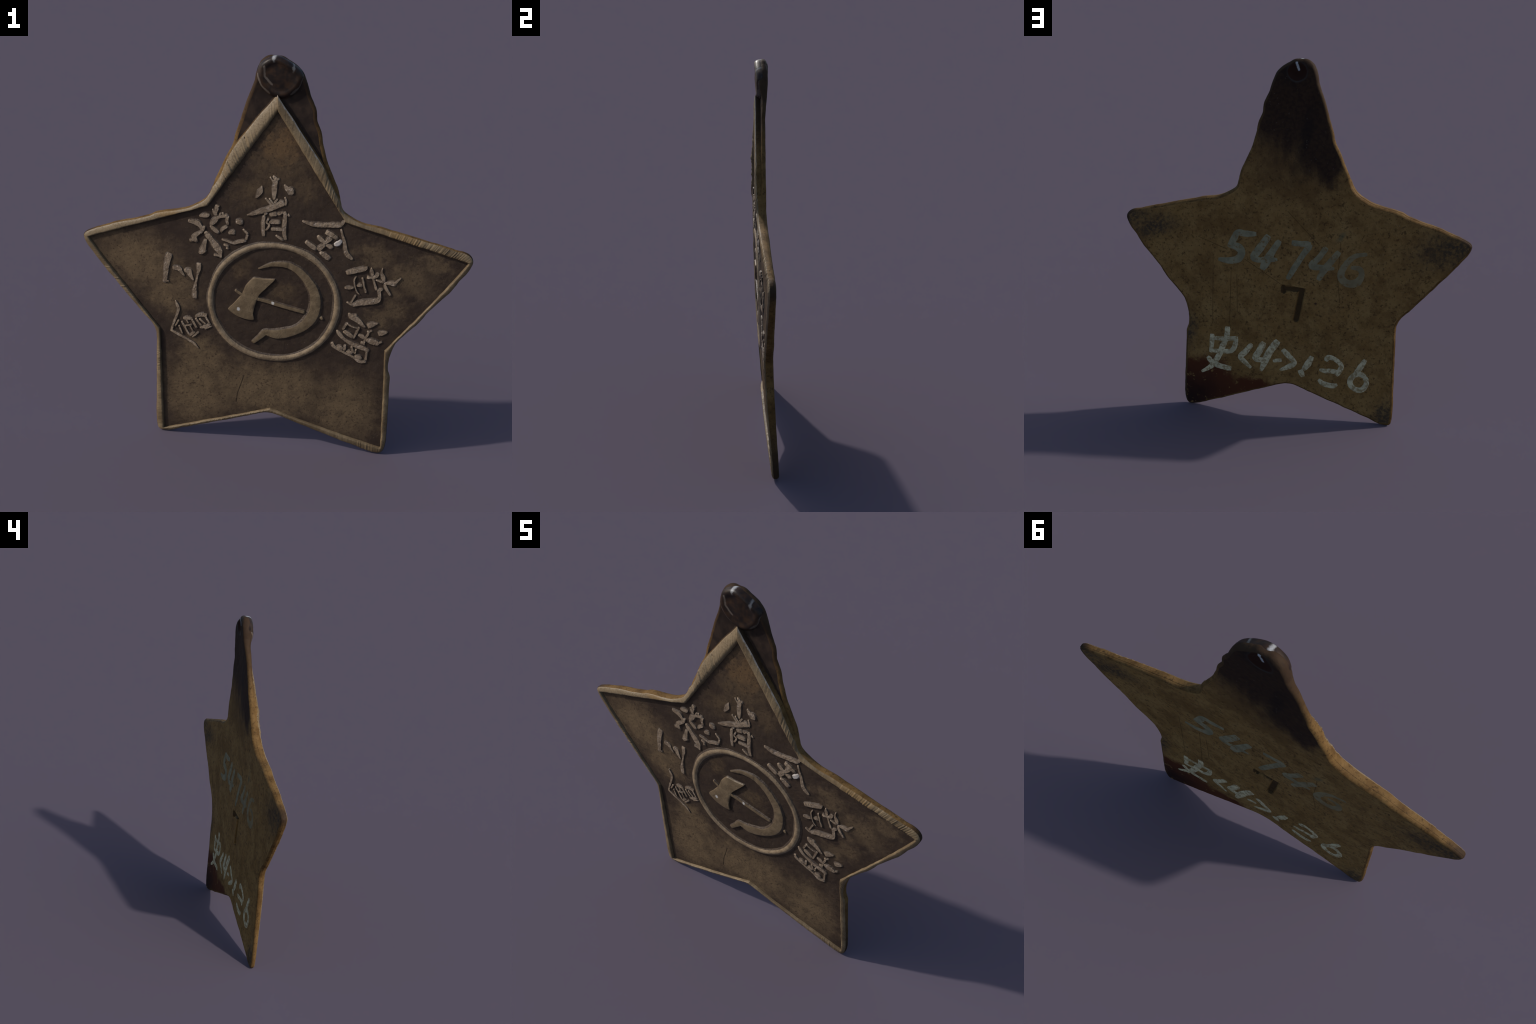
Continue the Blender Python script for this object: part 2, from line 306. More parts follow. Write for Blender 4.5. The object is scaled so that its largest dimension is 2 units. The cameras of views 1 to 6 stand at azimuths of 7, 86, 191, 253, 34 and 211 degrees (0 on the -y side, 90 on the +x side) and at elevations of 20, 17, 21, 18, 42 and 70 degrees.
def poly_inside(x, z, poly):
    inside = np.zeros(np.shape(x), bool)
    n = len(poly)
    for i in range(n):
        (x0, z0), (x1, z1) = poly[i], poly[(i + 1) % n]
        if z0 == z1:
            continue
        cross = (z0 > z) != (z1 > z)
        inside ^= cross & (x < (x1 - x0) * (z - z0) / (z1 - z0) + x0)
    return inside


def poly_distance(x, z, poly):
    best = np.full(np.shape(x), 9.0)
    n = len(poly)
    for i in range(n):
        (x0, z0), (x1, z1) = poly[i], poly[(i + 1) % n]
        dx, dz = x1 - x0, z1 - z0
        t = np.clip(((x - x0) * dx + (z - z0) * dz) / (dx * dx + dz * dz), 0, 1)
        best = np.minimum(best, np.hypot(x - x0 - t * dx, z - z0 - t * dz))
    return best


HOLE = (-0.011, 1.934, 0.044)


def back_y(x, z, stamp=True):
    x = np.asarray(x, float)
    z = np.asarray(z, float)
    w = z - 1
    y = 0.005 - 0.03 * w + 0.024 * w * w - 0.008 * x + 0.008 * x * x
    y = y + 0.012 * smooth(1.72, 1.90, z) - 0.008 * smooth(1.95, 2.0, z)
    y = y + 0.012 * smooth(0.0, -0.55, x) * smooth(0.72, 1.1, z) + 0.008 * smooth(0.08, -0.14, x) * smooth(1.2, 1.5, z)
    y = y + 0.0012 * noise2(x, z, 7, 11) + 0.0006 * noise2(x, z, 30, 12) + 0.0003 * noise2(x, z, 90, 13)
    if stamp:
        near = (np.abs(x) < 0.12) & (np.abs(z - 0.67) < 0.15)
        d = np.where(poly_inside(x, z, STAMPED_SEVEN), 1, -1) * poly_distance(x, z, STAMPED_SEVEN)
        y = y - np.where(near, 0.011 * smooth(-0.002, 0.003, d) - 0.0015 * smooth(-0.012, -0.004, d) * (d < 0), 0)
        r = np.hypot(x - HOLE[0], z - HOLE[1])
        y = y - 0.007 * (1 - smooth(HOLE[2] - 0.020, HOLE[2] + 0.004, r)) + 0.0015 * np.exp(-((r - HOLE[2] - 0.009) / 0.006) ** 2)
    return y


# ------------------------------------------------------------------ materials
class Nodes:
    def __init__(self, name):
        self.mat = bpy.data.materials.new(name)
        self.mat.use_nodes = True
        self.t = self.mat.node_tree
        self.bsdf = self.t.nodes["Principled BSDF"]
        self.coord = self.t.nodes.new("ShaderNodeTexCoord").outputs["Object"]

    def put(self, sock, val):
        if isinstance(val, bpy.types.NodeSocket):
            self.t.links.new(val, sock)
        elif val is not None:
            sock.default_value = val

    def math(self, op, a, b=None, clamp=False):
        n = self.t.nodes.new("ShaderNodeMath")
        n.operation, n.use_clamp = op, clamp
        self.put(n.inputs[0], a)
        self.put(n.inputs[1], b)
        return n.outputs[0]

    def vmath(self, op, a, b=None, out=0):
        n = self.t.nodes.new("ShaderNodeVectorMath")
        n.operation = op
        self.put(n.inputs[0], a)
        if b is not None:
            self.put(n.inputs["Scale"] if op == "SCALE" else n.inputs[1], b)
        return n.outputs[out]

    def noise(self, scale, detail=4, rough=0.55, stretch=None, offset=0.0, vec=None):
        v = vec or self.coord
        if stretch or offset:
            m = self.t.nodes.new("ShaderNodeMapping")
            m.inputs["Scale"].default_value = stretch or (1, 1, 1)
            m.inputs["Location"].default_value = (offset, offset * 0.7, -offset)
            self.put(m.inputs["Vector"], v)
            v = m.outputs[0]
        n = self.t.nodes.new("ShaderNodeTexNoise")
        n.inputs["Scale"].default_value = scale
        n.inputs["Detail"].default_value = detail
        n.inputs["Roughness"].default_value = rough
        self.put(n.inputs["Vector"], v)
        return n.outputs[0]

    def ramp(self, val, lo, hi, a=0.0, b=1.0):
        n = self.t.nodes.new("ShaderNodeMapRange")
        n.interpolation_type = "SMOOTHSTEP"
        for i, q in enumerate((val, lo, hi, a, b)):
            self.put(n.inputs[i], q)
        return n.outputs[0]

    def mix(self, fac, a, b):
        n = self.t.nodes.new("ShaderNodeMix")
        n.data_type = "RGBA"
        self.put(n.inputs[0], fac)
        for s, c in ((n.inputs[6], a), (n.inputs[7], b)):
            self.put(s, c if isinstance(c, bpy.types.NodeSocket) else (*c, 1))
        return n.outputs[2]

    def warped(self, amount, scale):
        """object coordinates shaken by noise, so that masks get ragged edges"""
        n = self.t.nodes.new("ShaderNodeTexNoise")
        n.inputs["Scale"].default_value = scale
        n.inputs["Detail"].default_value = 5
        n.inputs["Roughness"].default_value = 0.65
        self.put(n.inputs["Vector"], self.coord)
        c = self.vmath("SUBTRACT", n.outputs["Color"], (0.5, 0.5, 0.5))
        return self.vmath("ADD", self.coord, self.vmath("SCALE", c, amount))

    def patch(self, vec, x, z, rx, rz, turn=0.0, soft=0.85):
        """1 inside an ellipse at (x, z), fading to 0 at its edge"""
        m = self.t.nodes.new("ShaderNodeMapping")
        m.vector_type = "TEXTURE"
        m.inputs["Location"].default_value = (x, 0, z)
        m.inputs["Rotation"].default_value = (0, turn, 0)
        m.inputs["Scale"].default_value = (rx, 1000, rz)
        self.put(m.inputs["Vector"], vec)
        return self.ramp(self.vmath("LENGTH", m.outputs[0], out=1), 1.0, 1 - soft)

    def line(self, vec, a, b, width, hard=0.33):
        """1 near the segment a-b in the x, z plane"""
        d = (b[0] - a[0], 0, b[1] - a[1])
        flat = self.vmath("MULTIPLY", vec, (1, 0, 1))
        p = self.vmath("SUBTRACT", flat, (a[0], 0, a[1]))
        t = self.math("DIVIDE", self.vmath("DOT_PRODUCT", p, d, out=1), d[0] ** 2 + d[2] ** 2, clamp=True)
        s = self.t.nodes.new("ShaderNodeVectorMath")
        s.operation = "SCALE"
        s.inputs[0].default_value = d
        self.put(s.inputs["Scale"], t)
        return self.ramp(self.vmath("DISTANCE", p, s.outputs[0], out=1), width * 0.6, width * 0.6 * hard)

    def union(self, masks):
        out = masks[0]
        for m in masks[1:]:
            out = self.math("MAXIMUM", out, m)
        return out

    def finish(self, colour, rough=0.6, bump=None, strength=0.3, dist=0.003, metal=0.0, spec=0.04):
        self.put(self.bsdf.inputs["Base Color"], colour if isinstance(colour, bpy.types.NodeSocket) else (*colour, 1))
        self.put(self.bsdf.inputs["Roughness"], rough)
        self.put(self.bsdf.inputs["Metallic"], metal)
        self.put(self.bsdf.inputs["Specular IOR Level"], spec)
        if bump is not None:
            b = self.t.nodes.new("ShaderNodeBump")
            b.inputs["Strength"].default_value = strength
            b.inputs["Distance"].default_value = dist
            self.put(b.inputs["Height"], bump)
            self.put(self.bsdf.inputs["Normal"], b.outputs[0])
        return self.mat


DARK = (0.033, 0.0230, 0.0184)    # purple-brown patina
OLIVE = (0.122, 0.084, 0.049)     # rubbed bronze
WORN = (0.195, 0.146, 0.090)      # bare rubbed edges
BLACKISH = (0.020, 0.0145, 0.0125)
OCHRE = (0.205, 0.124, 0.047)     # bare back


def field_material():
    n = Nodes("patinated_field")
    v = n.warped(0.24, 20)
    rubbed = n.union([
        n.patch(v, 0.0, 0.32, 0.56, 0.24), n.patch(v, -0.36, 0.27, 0.26, 0.34), n.patch(v, 0.40, 0.26, 0.24, 0.30),
        n.patch(v, -0.34, 0.47, 0.18, 0.18),
        n.patch(v, -0.66, 0.97, 0.38, 0.22, turn=0.30, soft=0.95), n.patch(v, -0.50, 0.82, 0.20, 0.19, soft=0.95),
        n.math("MULTIPLY", 0.62, n.union([n.patch(v, 0.48, 1.10, 0.13, 0.08, soft=0.8), n.patch(v, 0.66, 0.99, 0.18, 0.14, soft=0.8),
                                           n.patch(v, 0.56, 0.80, 0.15, 0.09, turn=-0.6, soft=0.8), n.patch(v, 0.77, 1.06, 0.12, 0.07, soft=0.8)]))])
    brown = n.union([n.patch(v, 0.0, 1.54, 0.20, 0.24, soft=0.8), n.patch(v, -0.1, 1.36, 0.16, 0.14, soft=0.9),
                     n.patch(v, 0.14, 1.40, 0.11, 0.11, soft=0.9), n.patch(v, 0.07, 0.87, 0.11, 0.09, soft=0.9),
                     n.patch(v, -0.15, 0.96, 0.08, 0.08, soft=0.9)])
    cloud = n.noise(14, 6, 0.6)
    speck = n.noise(95, 3, 0.6, offset=3)
    col = n.mix(n.math("MULTIPLY", n.ramp(cloud, 0.35, 0.7), 0.5), DARK, (0.058, 0.041, 0.029))
    col = n.mix(n.math("MULTIPLY", brown, n.ramp(cloud, 0.3, 0.62, 0.2, 0.85)), col, (0.080, 0.054, 0.032))
    col = n.mix(n.math("MULTIPLY", n.patch(v, 0.01, 1.60, 0.13, 0.13, soft=0.9), 0.8), col, (0.115, 0.070, 0.036))
    col = n.mix(n.math("MULTIPLY", rubbed, n.ramp(cloud, 0.25, 0.6, 0.55, 1.0)), col, OLIVE)
    col = n.mix(n.ramp(n.noise(45, 5, 0.7, offset=21), 0.52, 0.68, 0, 0.5), col, (0.055, 0.037, 0.024))
    col = n.mix(n.ramp(speck, 0.55, 0.68, 0, 0.75), col, (0.036, 0.024, 0.017))
    col = n.mix(n.ramp(n.noise(150, 2, 0.6, offset=9), 0.66, 0.76, 0, 0.4), col, (0.15, 0.115, 0.085))
    cracks = []
    for st in FIELD_CRACK:
        for a, b in zip(st[:-1], st[1:]):
            cracks.append(n.line(n.coord, a, b, max(a[2], b[2]) * 0.75))
    col = n.mix(n.math("MULTIPLY", n.union(cracks), 0.55), col, (0.02, 0.014, 0.011))
    bump = n.math("ADD", n.math("MULTIPLY", n.noise(70, 5, 0.65), 1.0), n.math("MULTIPLY", speck, -0.5))
    bump = n.math("SUBTRACT", bump, n.math("MULTIPLY", n.union(cracks), 0.8))
    return n.finish(col, n.ramp(cloud, 0.3, 0.7, 0.5, 0.62), bump, 0.5, 0.003)


def rim_material():
    n = Nodes("rubbed_rim")
    cloud = n.noise(11, 5, 0.6)
    fine = n.noise(120, 3, 0.6)
    col = n.mix(n.ramp(cloud, 0.35, 0.72), (0.108, 0.075, 0.042), (0.185, 0.135, 0.078))
    col = n.mix(n.ramp(fine, 0.58, 0.74, 0, 0.6), col, (0.055, 0.034, 0.019))
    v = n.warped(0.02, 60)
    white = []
    for a, b in zip(PAINTED_GLINT[0][:-1], PAINTED_GLINT[0][1:]):
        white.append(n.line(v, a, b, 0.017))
    col = n.mix(n.math("MULTIPLY", n.union(white), 0.8), col, (0.30, 0.27, 0.24))  # highlight on the rim crest, painted as a whitish line
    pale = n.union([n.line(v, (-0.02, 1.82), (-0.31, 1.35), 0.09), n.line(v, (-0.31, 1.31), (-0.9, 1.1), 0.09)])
    col = n.mix(n.math("MULTIPLY", pale, n.ramp(fine, 0.35, 0.65, 0.75, 0.2)), col, WORN)
    rust = n.union([n.patch(n.warped(0.1, 20), 0.60, 1.21, 0.16, 0.05, turn=0.25), n.patch(n.warped(0.1, 20), -0.52, 1.23, 0.1, 0.04)])
    col = n.mix(n.math("MULTIPLY", rust, 0.6), col, (0.19, 0.115, 0.045))
    return n.finish(col, 0.45, fine, 0.45, 0.003, spec=0.18)


def relief_material(name, dark, light, fleck=0.0, relief=0.8, spots=()):
    n = Nodes(name)
    cloud = n.noise(26, 5, 0.65)
    fine = n.noise(140, 3, 0.6)
    col = n.mix(n.ramp(cloud, 0.32, 0.68), dark, light)
    if fleck:
        col = n.mix(n.ramp(n.noise(70, 4, 0.7, offset=5), 0.54, 0.68, 0, fleck), col, (0.36, 0.29, 0.235))  # pale flecks coloured in for highlights on the stroke edges
    col = n.mix(n.ramp(fine, 0.58, 0.75, 0, 0.5), col, (0.055, 0.040, 0.028))
    for x, z in spots:                             # tiny bright spots
        col = n.mix(n.patch(n.warped(0.01, 80), x, z, 0.010, 0.012, soft=0.6), col, (0.42, 0.40, 0.38))
    rough = n.math("ADD", fine, n.math("MULTIPLY", n.noise(60, 4, 0.7, offset=13), 1.5))
    return n.finish(col, 0.42, rough, relief, 0.004, spec=0.2)


def tab_material():
    n = Nodes("blackened_tab")
    cloud = n.noise(16, 5, 0.6)
    col = n.mix(n.ramp(cloud, 0.35, 0.7), BLACKISH, (0.040, 0.027, 0.020))
    col = n.mix(n.ramp(n.noise(60, 3, 0.6, stretch=(1, 1, 0.5)), 0.66, 0.78, 0, 0.5), col, (0.11, 0.10, 0.095))
    return n.finish(col, 0.45, n.noise(90, 4, 0.6), 0.35, 0.002)


def loop_material():
    n = Nodes("loop_bronze")
    cloud = n.noise(30, 5, 0.6)
    col = n.mix(n.ramp(cloud, 0.35, 0.7), (0.013, 0.0095, 0.0085), (0.036, 0.020, 0.012))
    col = n.mix(n.patch(n.warped(0.03, 40), -0.034, 2.0, 0.012, 0.035, soft=0.9), col, (0.30, 0.30, 0.30))  # two grey-white patches: highlights painted on the loop
    col = n.mix(n.math("MULTIPLY", n.patch(n.warped(0.03, 40), 0.055, 1.955, 0.008, 0.035, soft=0.9), 0.35), col, (0.3, 0.3, 0.3))
    v = n.warped(0.012, 50)
    pale_arcs = [(-0.108, 1.912), (-0.088, 1.862), (-0.050, 1.829)], [(0.106, 1.912), (0.086, 1.864), (0.050, 1.831)], [(-0.078, 1.950), (-0.072, 1.905), (-0.040, 1.872)]
    worn = n.union([n.line(v, a, b, 0.012) for r in pale_arcs for a, b in zip(r[:-1], r[1:])])  # pale crescent lines drawn on the loop face
    col = n.mix(n.math("MULTIPLY", worn, 0.45), col, (0.17, 0.14, 0.115))
    return n.finish(col, 0.4, n.noise(90, 4, 0.6), 0.3, 0.002, spec=0.15)


def back_material():
    n = Nodes("ochre_back")
    v = n.warped(0.14, 10)
    cloud = n.noise(9, 6, 0.62)
    grain = n.noise(60, 4, 0.65, offset=4)
    pits = n.noise(85, 3, 0.6, offset=8)
    col = n.mix(n.ramp(cloud, 0.3, 0.7), (0.165, 0.093, 0.032), OCHRE)
    col = n.mix(n.ramp(n.noise(7, 6, 0.68, offset=2), 0.46, 0.62, 0, 0.7), col, (0.108, 0.058, 0.020))
    col = n.mix(n.ramp(n.noise(34, 6, 0.72, offset=17), 0.48, 0.66, 0, 0.55), col, (0.090, 0.048, 0.018))
    col = n.mix(n.ramp(grain, 0.53, 0.68, 0, 0.8), col, (0.050, 0.028, 0.012))
    col = n.mix(n.ramp(pits, 0.66, 0.76, 0, 0.7), col, (0.022, 0.014, 0.009))
    col = n.mix(n.ramp(n.noise(110, 2, 0.6, offset=25), 0.68, 0.76, 0, 0.5), col, (0.21, 0.16, 0.10))
    # corroded grey-black skin towards the arm and leg ends
    grey = n.union([n.patch(v, 0.93, 1.12, 0.20, 0.16, soft=0.9), n.patch(v, 0.60, 0.46, 0.09, 0.16, soft=0.9),
                    n.patch(v, -0.54, 0.06, 0.12, 0.16, soft=0.9), n.patch(v, -0.90, 1.07, 0.42, 0.17, turn=0.3, soft=0.9), n.patch(v, 0.78, 1.06, 0.22, 0.10, turn=0.2, soft=0.95)])
    col = n.mix(n.math("MULTIPLY", grey, n.ramp(grain, 0.35, 0.6, 0.35, 0.95)), col, (0.040, 0.030, 0.022))
    # soot on the tab, running down in a streak
    sv = n.warped(0.10, 16)
    brown = n.union([n.patch(sv, 0.0, 1.95, 0.60, 0.84, soft=0.6), n.patch(sv, -0.16, 1.50, 0.16, 0.30, turn=-0.3, soft=0.9)])
    col = n.mix(n.math("MULTIPLY", brown, n.ramp(grain, 0.3, 0.7, 0.95, 0.55)), col, (0.060, 0.034, 0.018))
    runs = n.noise(12, 5, 0.65, stretch=(1, 1, 0.28), offset=31)
    soot = n.union([n.patch(sv, 0.02, 1.98, 0.50, 0.66, soft=0.65), n.patch(sv, -0.10, 1.56, 0.13, 0.34, turn=-0.35, soft=0.9), n.patch(sv, -0.19, 1.50, 0.14, 0.26, soft=0.9)])
    col = n.mix(n.math("MULTIPLY", n.ramp(n.math("ADD", soot, n.math("MULTIPLY", n.math("SUBTRACT", runs, 0.5), n.ramp(soot, 0.0, 0.3, 0.0, 1.3))), 0.08, 0.75), n.ramp(grain, 0.3, 0.75, 1.0, 0.75)), col, (0.023, 0.0135, 0.0105))
    streak = n.union([n.patch(sv, -0.06, 1.62, 0.055, 0.30, turn=-0.25, soft=0.95), n.patch(sv, 0.02, 1.95, 0.14, 0.14, soft=0.95)])
    col = n.mix(n.math("MULTIPLY", streak, 0.5), col, (0.009, 0.008, 0.009))
    col = n.mix(n.math("MULTIPLY", n.ramp(n.noise(70, 2, 0.6, offset=6), 0.66, 0.75, 0, 0.6), soot), col, (0.085, 0.065, 0.055))
    # red lacquer left on one foot
    lac = n.union([n.patch(v, 0.52, 0.02, 0.28, 0.33, soft=0.25), n.patch(v, 0.25, 0.10, 0.19, 0.12, turn=0.3, soft=0.3)])
    lac = n.math("MULTIPLY", lac, n.ramp(n.noise(30, 5, 0.65, offset=12), 0.68, 0.58, 0.0, 1.0))
    lacc = n.mix(n.patch(v, 0.60, 0.05, 0.30, 0.24, soft=0.95), (0.060, 0.020, 0.010), (0.018, 0.009, 0.008))
    col = n.mix(lac, col, lacc)
    # stains and scratches
    lines = [n.line(n.coord, s[0], s[1], 0.006) for s in SCRATCHES]
    col = n.mix(n.math("MULTIPLY", n.union(lines), 0.55), col, (0.055, 0.030, 0.012))
    col = n.mix(n.patch(n.warped(0.02, 60), -0.129, 0.682, 0.014, 0.012), col, (0.03, 0.014, 0.012))
    col = n.mix(n.math("MULTIPLY", n.patch(n.warped(0.03, 40), -0.26, 1.075, 0.022, 0.05, turn=-0.6), 0.6), col, (0.07, 0.072, 0.045))
    seven = n.union([n.line(n.coord, (0.045, 0.752), (-0.052, 0.752), 0.026, 0.6), n.line(n.coord, (-0.052, 0.752), (-0.022, 0.578), 0.030, 0.6),
                     n.line(n.coord, (0.052, 0.757), (0.050, 0.738), 0.026, 0.8)])
    col = n.mix(n.math("MULTIPLY", seven, 0.85), col, (0.036, 0.021, 0.011))  # shade of the stamped recess darkened into the colour
    col = n.mix(n.patch(n.warped(0.01, 50), HOLE[0], HOLE[1], 0.060, 0.060, soft=0.3), col, (0.036, 0.032, 0.030))
    col = n.mix(n.patch(n.warped(0.01, 50), HOLE[0], HOLE[1] + 0.003, 0.054, 0.052, soft=0.15), col, (0.022, 0.010, 0.007))
    col = n.mix(n.line(n.warped(0.01, 60), (-0.002, 1.995), (-0.018, 1.945), 0.014), col, (0.30, 0.30, 0.31))
    bump = n.math("SUBTRACT", n.math("ADD", grain, n.math("MULTIPLY", n.noise(140, 3, 0.6), 0.5)), n.math("MULTIPLY", n.union(lines), 0.4))
    return n.finish(col, 0.62, bump, 0.5, 0.003)


def edge_material():
    n = Nodes("brown_cast_edge")
    v = n.warped(0.12, 12)
    col = n.mix(n.ramp(n.noise(12, 5, 0.65), 0.3, 0.7), (0.072, 0.039, 0.014), (0.140, 0.082, 0.031))
    col = n.mix(n.ramp(n.noise(80, 4, 0.65, offset=4), 0.52, 0.68, 0, 0.75), col, (0.038, 0.022, 0.011))
    dark = n.union([n.patch(v, 0.0, 1.95, 0.40, 0.56, soft=0.7), n.patch(v, 0.93, 1.10, 0.10, 0.10, soft=0.8), n.patch(v, 0.6, 0.03, 0.2, 0.35, soft=0.9),
                    n.patch(v, -0.92, 1.08, 0.14, 0.08, soft=0.9)])
    col = n.mix(n.math("MULTIPLY", dark, 0.85), col, (0.026, 0.017, 0.013))
    return n.finish(col, 0.6, n.noise(70, 5, 0.65), 0.6, 0.003)


def paint_material(name, colour, under, cover, fade=None):
    n = Nodes(name)
    worn = n.noise(55, 4, 0.65)
    col = n.mix(n.ramp(n.noise(20, 3, 0.6, offset=1), 0.35, 0.65), colour, tuple(c * 0.72 for c in colour))
    col = n.mix(n.ramp(worn, cover, cover + 0.12, 0, 0.8), col, under)
    if fade:                                      # rubbed thinner towards -x
        sep = n.t.nodes.new("ShaderNodeSeparateXYZ")
        n.put(sep.inputs[0], n.coord)
        col = n.mix(n.ramp(sep.outputs[0], 0.0, -0.35, 0.0, fade), col, under)
    return n.finish(col, 0.75, worn, 0.3, 0.001)


# ------------------------------------------------------------------ building
EDGE_MATERIAL = edge_material()
ROOT = bpy.data.objects.new("star_badge", None)
bpy.context.scene.collection.objects.link(ROOT)
ROOT["label"] = "dark bronze five-pointed star badge with raised characters"
ROOT["category"] = "medal"


def add(name, verts, faces, mat, parent=None, normals=None, crisp=None):
    me = bpy.data.meshes.new(name)
    me.from_pydata([tuple(map(float, p)) for p in verts], [], faces)
    me.update()
    me.polygons.foreach_set("use_smooth", [True] * len(me.polygons))
    me.materials.append(mat)
    if normals is not None:
        me.normals_split_custom_set_from_vertices([tuple(map(float, q)) for q in normals])
    ob = bpy.data.objects.new(name, me)
    bpy.context.scene.collection.objects.link(ob)
    ob.parent = parent or ROOT
    if crisp:
        me.set_sharp_from_angle(angle=math.radians(crisp))
    return ob


def spline(points, step, closed=False):
    """Catmull-Rom through points of any dimension, evenly resampled"""
    P = np.array(points, float)
    n = len(P)
    out = []
    for i in range(n if closed else n - 1):
        if closed:
            a, b, c, d = P[i - 1], P[i], P[(i + 1) % n], P[(i + 2) % n]
        else:
            b, c = P[i], P[i + 1]
            a = P[i - 1] if i else 2 * b - c
            d = P[i + 2] if i + 2 < n else 2 * c - b
        m = max(2, int(np.hypot(*(c - b)[:2]) / step * 2))
        t = np.linspace(0, 1, m, endpoint=False)[:, None]
        out.append(0.5 * (2 * b + (c - a) * t + (2 * a - 5 * b + 4 * c - d) * t ** 2 + (3 * b - a - 3 * c + d) * t ** 3))
    Q = np.vstack(out + ([P[:1]] if closed else [P[-1:]]))
    s = np.concatenate([[0], np.cumsum(np.hypot(*np.diff(Q[:, :2], axis=0).T))])
    m = max(3, int(s[-1] / step) + 1)
    u = np.linspace(0, s[-1], m)
    R = np.stack([np.interp(u, s, Q[:, k]) for k in range(Q.shape[1])], 1)
    return R[:-1] if closed else R


def outline():
    pts = [p for e in EDGES.values() for p in e]
    O = spline(pts, 0.0056, closed=True)
    T = np.roll(O, -1, 0) - np.roll(O, 1, 0)
    T /= np.linalg.norm(T, axis=1)[:, None]
    N = np.stack([T[:, 1], -T[:, 0]], 1)         # outward, for this winding
    if np.sum(N * (O - O.mean(0))) < 0:
        N = -N
    for _ in range(3):
        N = (np.roll(N, 1, 0) + 2 * N + np.roll(N, -1, 0)) / 4
    N /= np.linalg.norm(N, axis=1)[:, None]
    wob = 0.0016 * noise2(O[:, 0], O[:, 1], 22, 31) + 0.0008 * noise2(O[:, 0], O[:, 1], 60, 32)
    grow = 0.003 + 0.003 * smooth(0.0, -0.2, O[:, 0]) * smooth(1.05, 1.2, O[:, 1])
    return O + N * (wob + grow)[:, None], N


def build_plate():
    O, N = outline()
    n = len(O)
    C = np.array([0.0, 0.78])
    ROUND = 0.017
    inner = O - N * ROUND
    RINGS = 150
    ts = np.linspace(0, 1, RINGS + 1)[1:]
    arcs = [(0.26, 0.035), (0.50, 0.134), (0.71, 0.293), (0.87, 0.50), (0.966, 0.74)]      # (outward, back) fractions of the round-over
    rings, zone = [], []
    for t in ts:
        P = C + (inner - C) * t
        rings.append(np.stack([P[:, 0], front_y(P[:, 0], P[:, 1]), P[:, 1]], 1))
    yf, yb = front_y(O[:, 0], O[:, 1]), back_y(O[:, 0], O[:, 1], False)
    ym, half = (yf + yb) / 2, (yb - yf) / 2
    for o, b in arcs:
        P = inner + N * ROUND * o
        rings.append(np.stack([P[:, 0], ym - half * (1 - b), P[:, 1]], 1))
    rings.append(np.stack([O[:, 0], ym, O[:, 1]], 1))
    for o, b in reversed(arcs):
        P = inner + N * ROUND * o
        rings.append(np.stack([P[:, 0], ym + half * (1 - b), P[:, 1]], 1))
    for t in ts[::-1]:
        P = C + (inner - C) * t
        rings.append(np.stack([P[:, 0], back_y(P[:, 0], P[:, 1]), P[:, 1]], 1))
    V = np.vstack(rings + [np.array([[C[0], front_y(C[0], C[1]), C[1]], [C[0], back_y(C[0], C[1]), C[1]]])])
    m = len(rings)
    F, tag = [], []
    cx = np.stack([(rings[r][:, 0]) for r in range(m)])
    cz = np.stack([(rings[r][:, 2]) for r in range(m)])
    instar = poly_inside(cx, cz, STAR)
    for r in range(m - 1):
        for i in range(n):
            j = (i + 1) % n
            F.append((r * n + i, r * n + j, (r + 1) * n + j, (r + 1) * n + i))
            if r < RINGS - 1:
                tag.append(0 if (instar[r, i] or cz[r, i] < 1.29) else 1)
            elif r < RINGS + 2 * len(arcs):
                tag.append(3)
            else:
                tag.append(2)
    for i in range(n):
        j = (i + 1) % n
        F.append((m * n, j, i))
        tag.append(0)
        F.append((m * n + 1, (m - 1) * n + i, (m - 1) * n + j))
        tag.append(2)
    whole = bpy.data.meshes.new("whole")
    whole.from_pydata(V.tolist(), [], F)
    whole.update()
    # make sure faces look outward
    f0 = whole.polygons[0]
    if f0.normal.y > 0:
        F = [tuple(reversed(f)) for f in F]
        whole.clear_geometry()
        whole.from_pydata(V.tolist(), [], F)
        whole.update()
    NV = np.zeros(len(V) * 3)
    whole.vertex_normals.foreach_get("vector", NV)
    NV = NV.reshape(-1, 3)
    bpy.data.meshes.remove(whole)
    tag = np.array(tag)
    for k, (name, mat) in enumerate((("front_field", field_material()), ("hanging_tab", tab_material()), ("back_plate", back_material()), ("plate_edge", EDGE_MATERIAL))):
        idx = np.nonzero(tag == k)[0]
        fs = [F[i] for i in idx]
        used = sorted({v for f in fs for v in f})
        remap = {v: i for i, v in enumerate(used)}
        add(name, V[used], [tuple(remap[v] for v in f) for f in fs], mat, normals=NV[used])
    return O


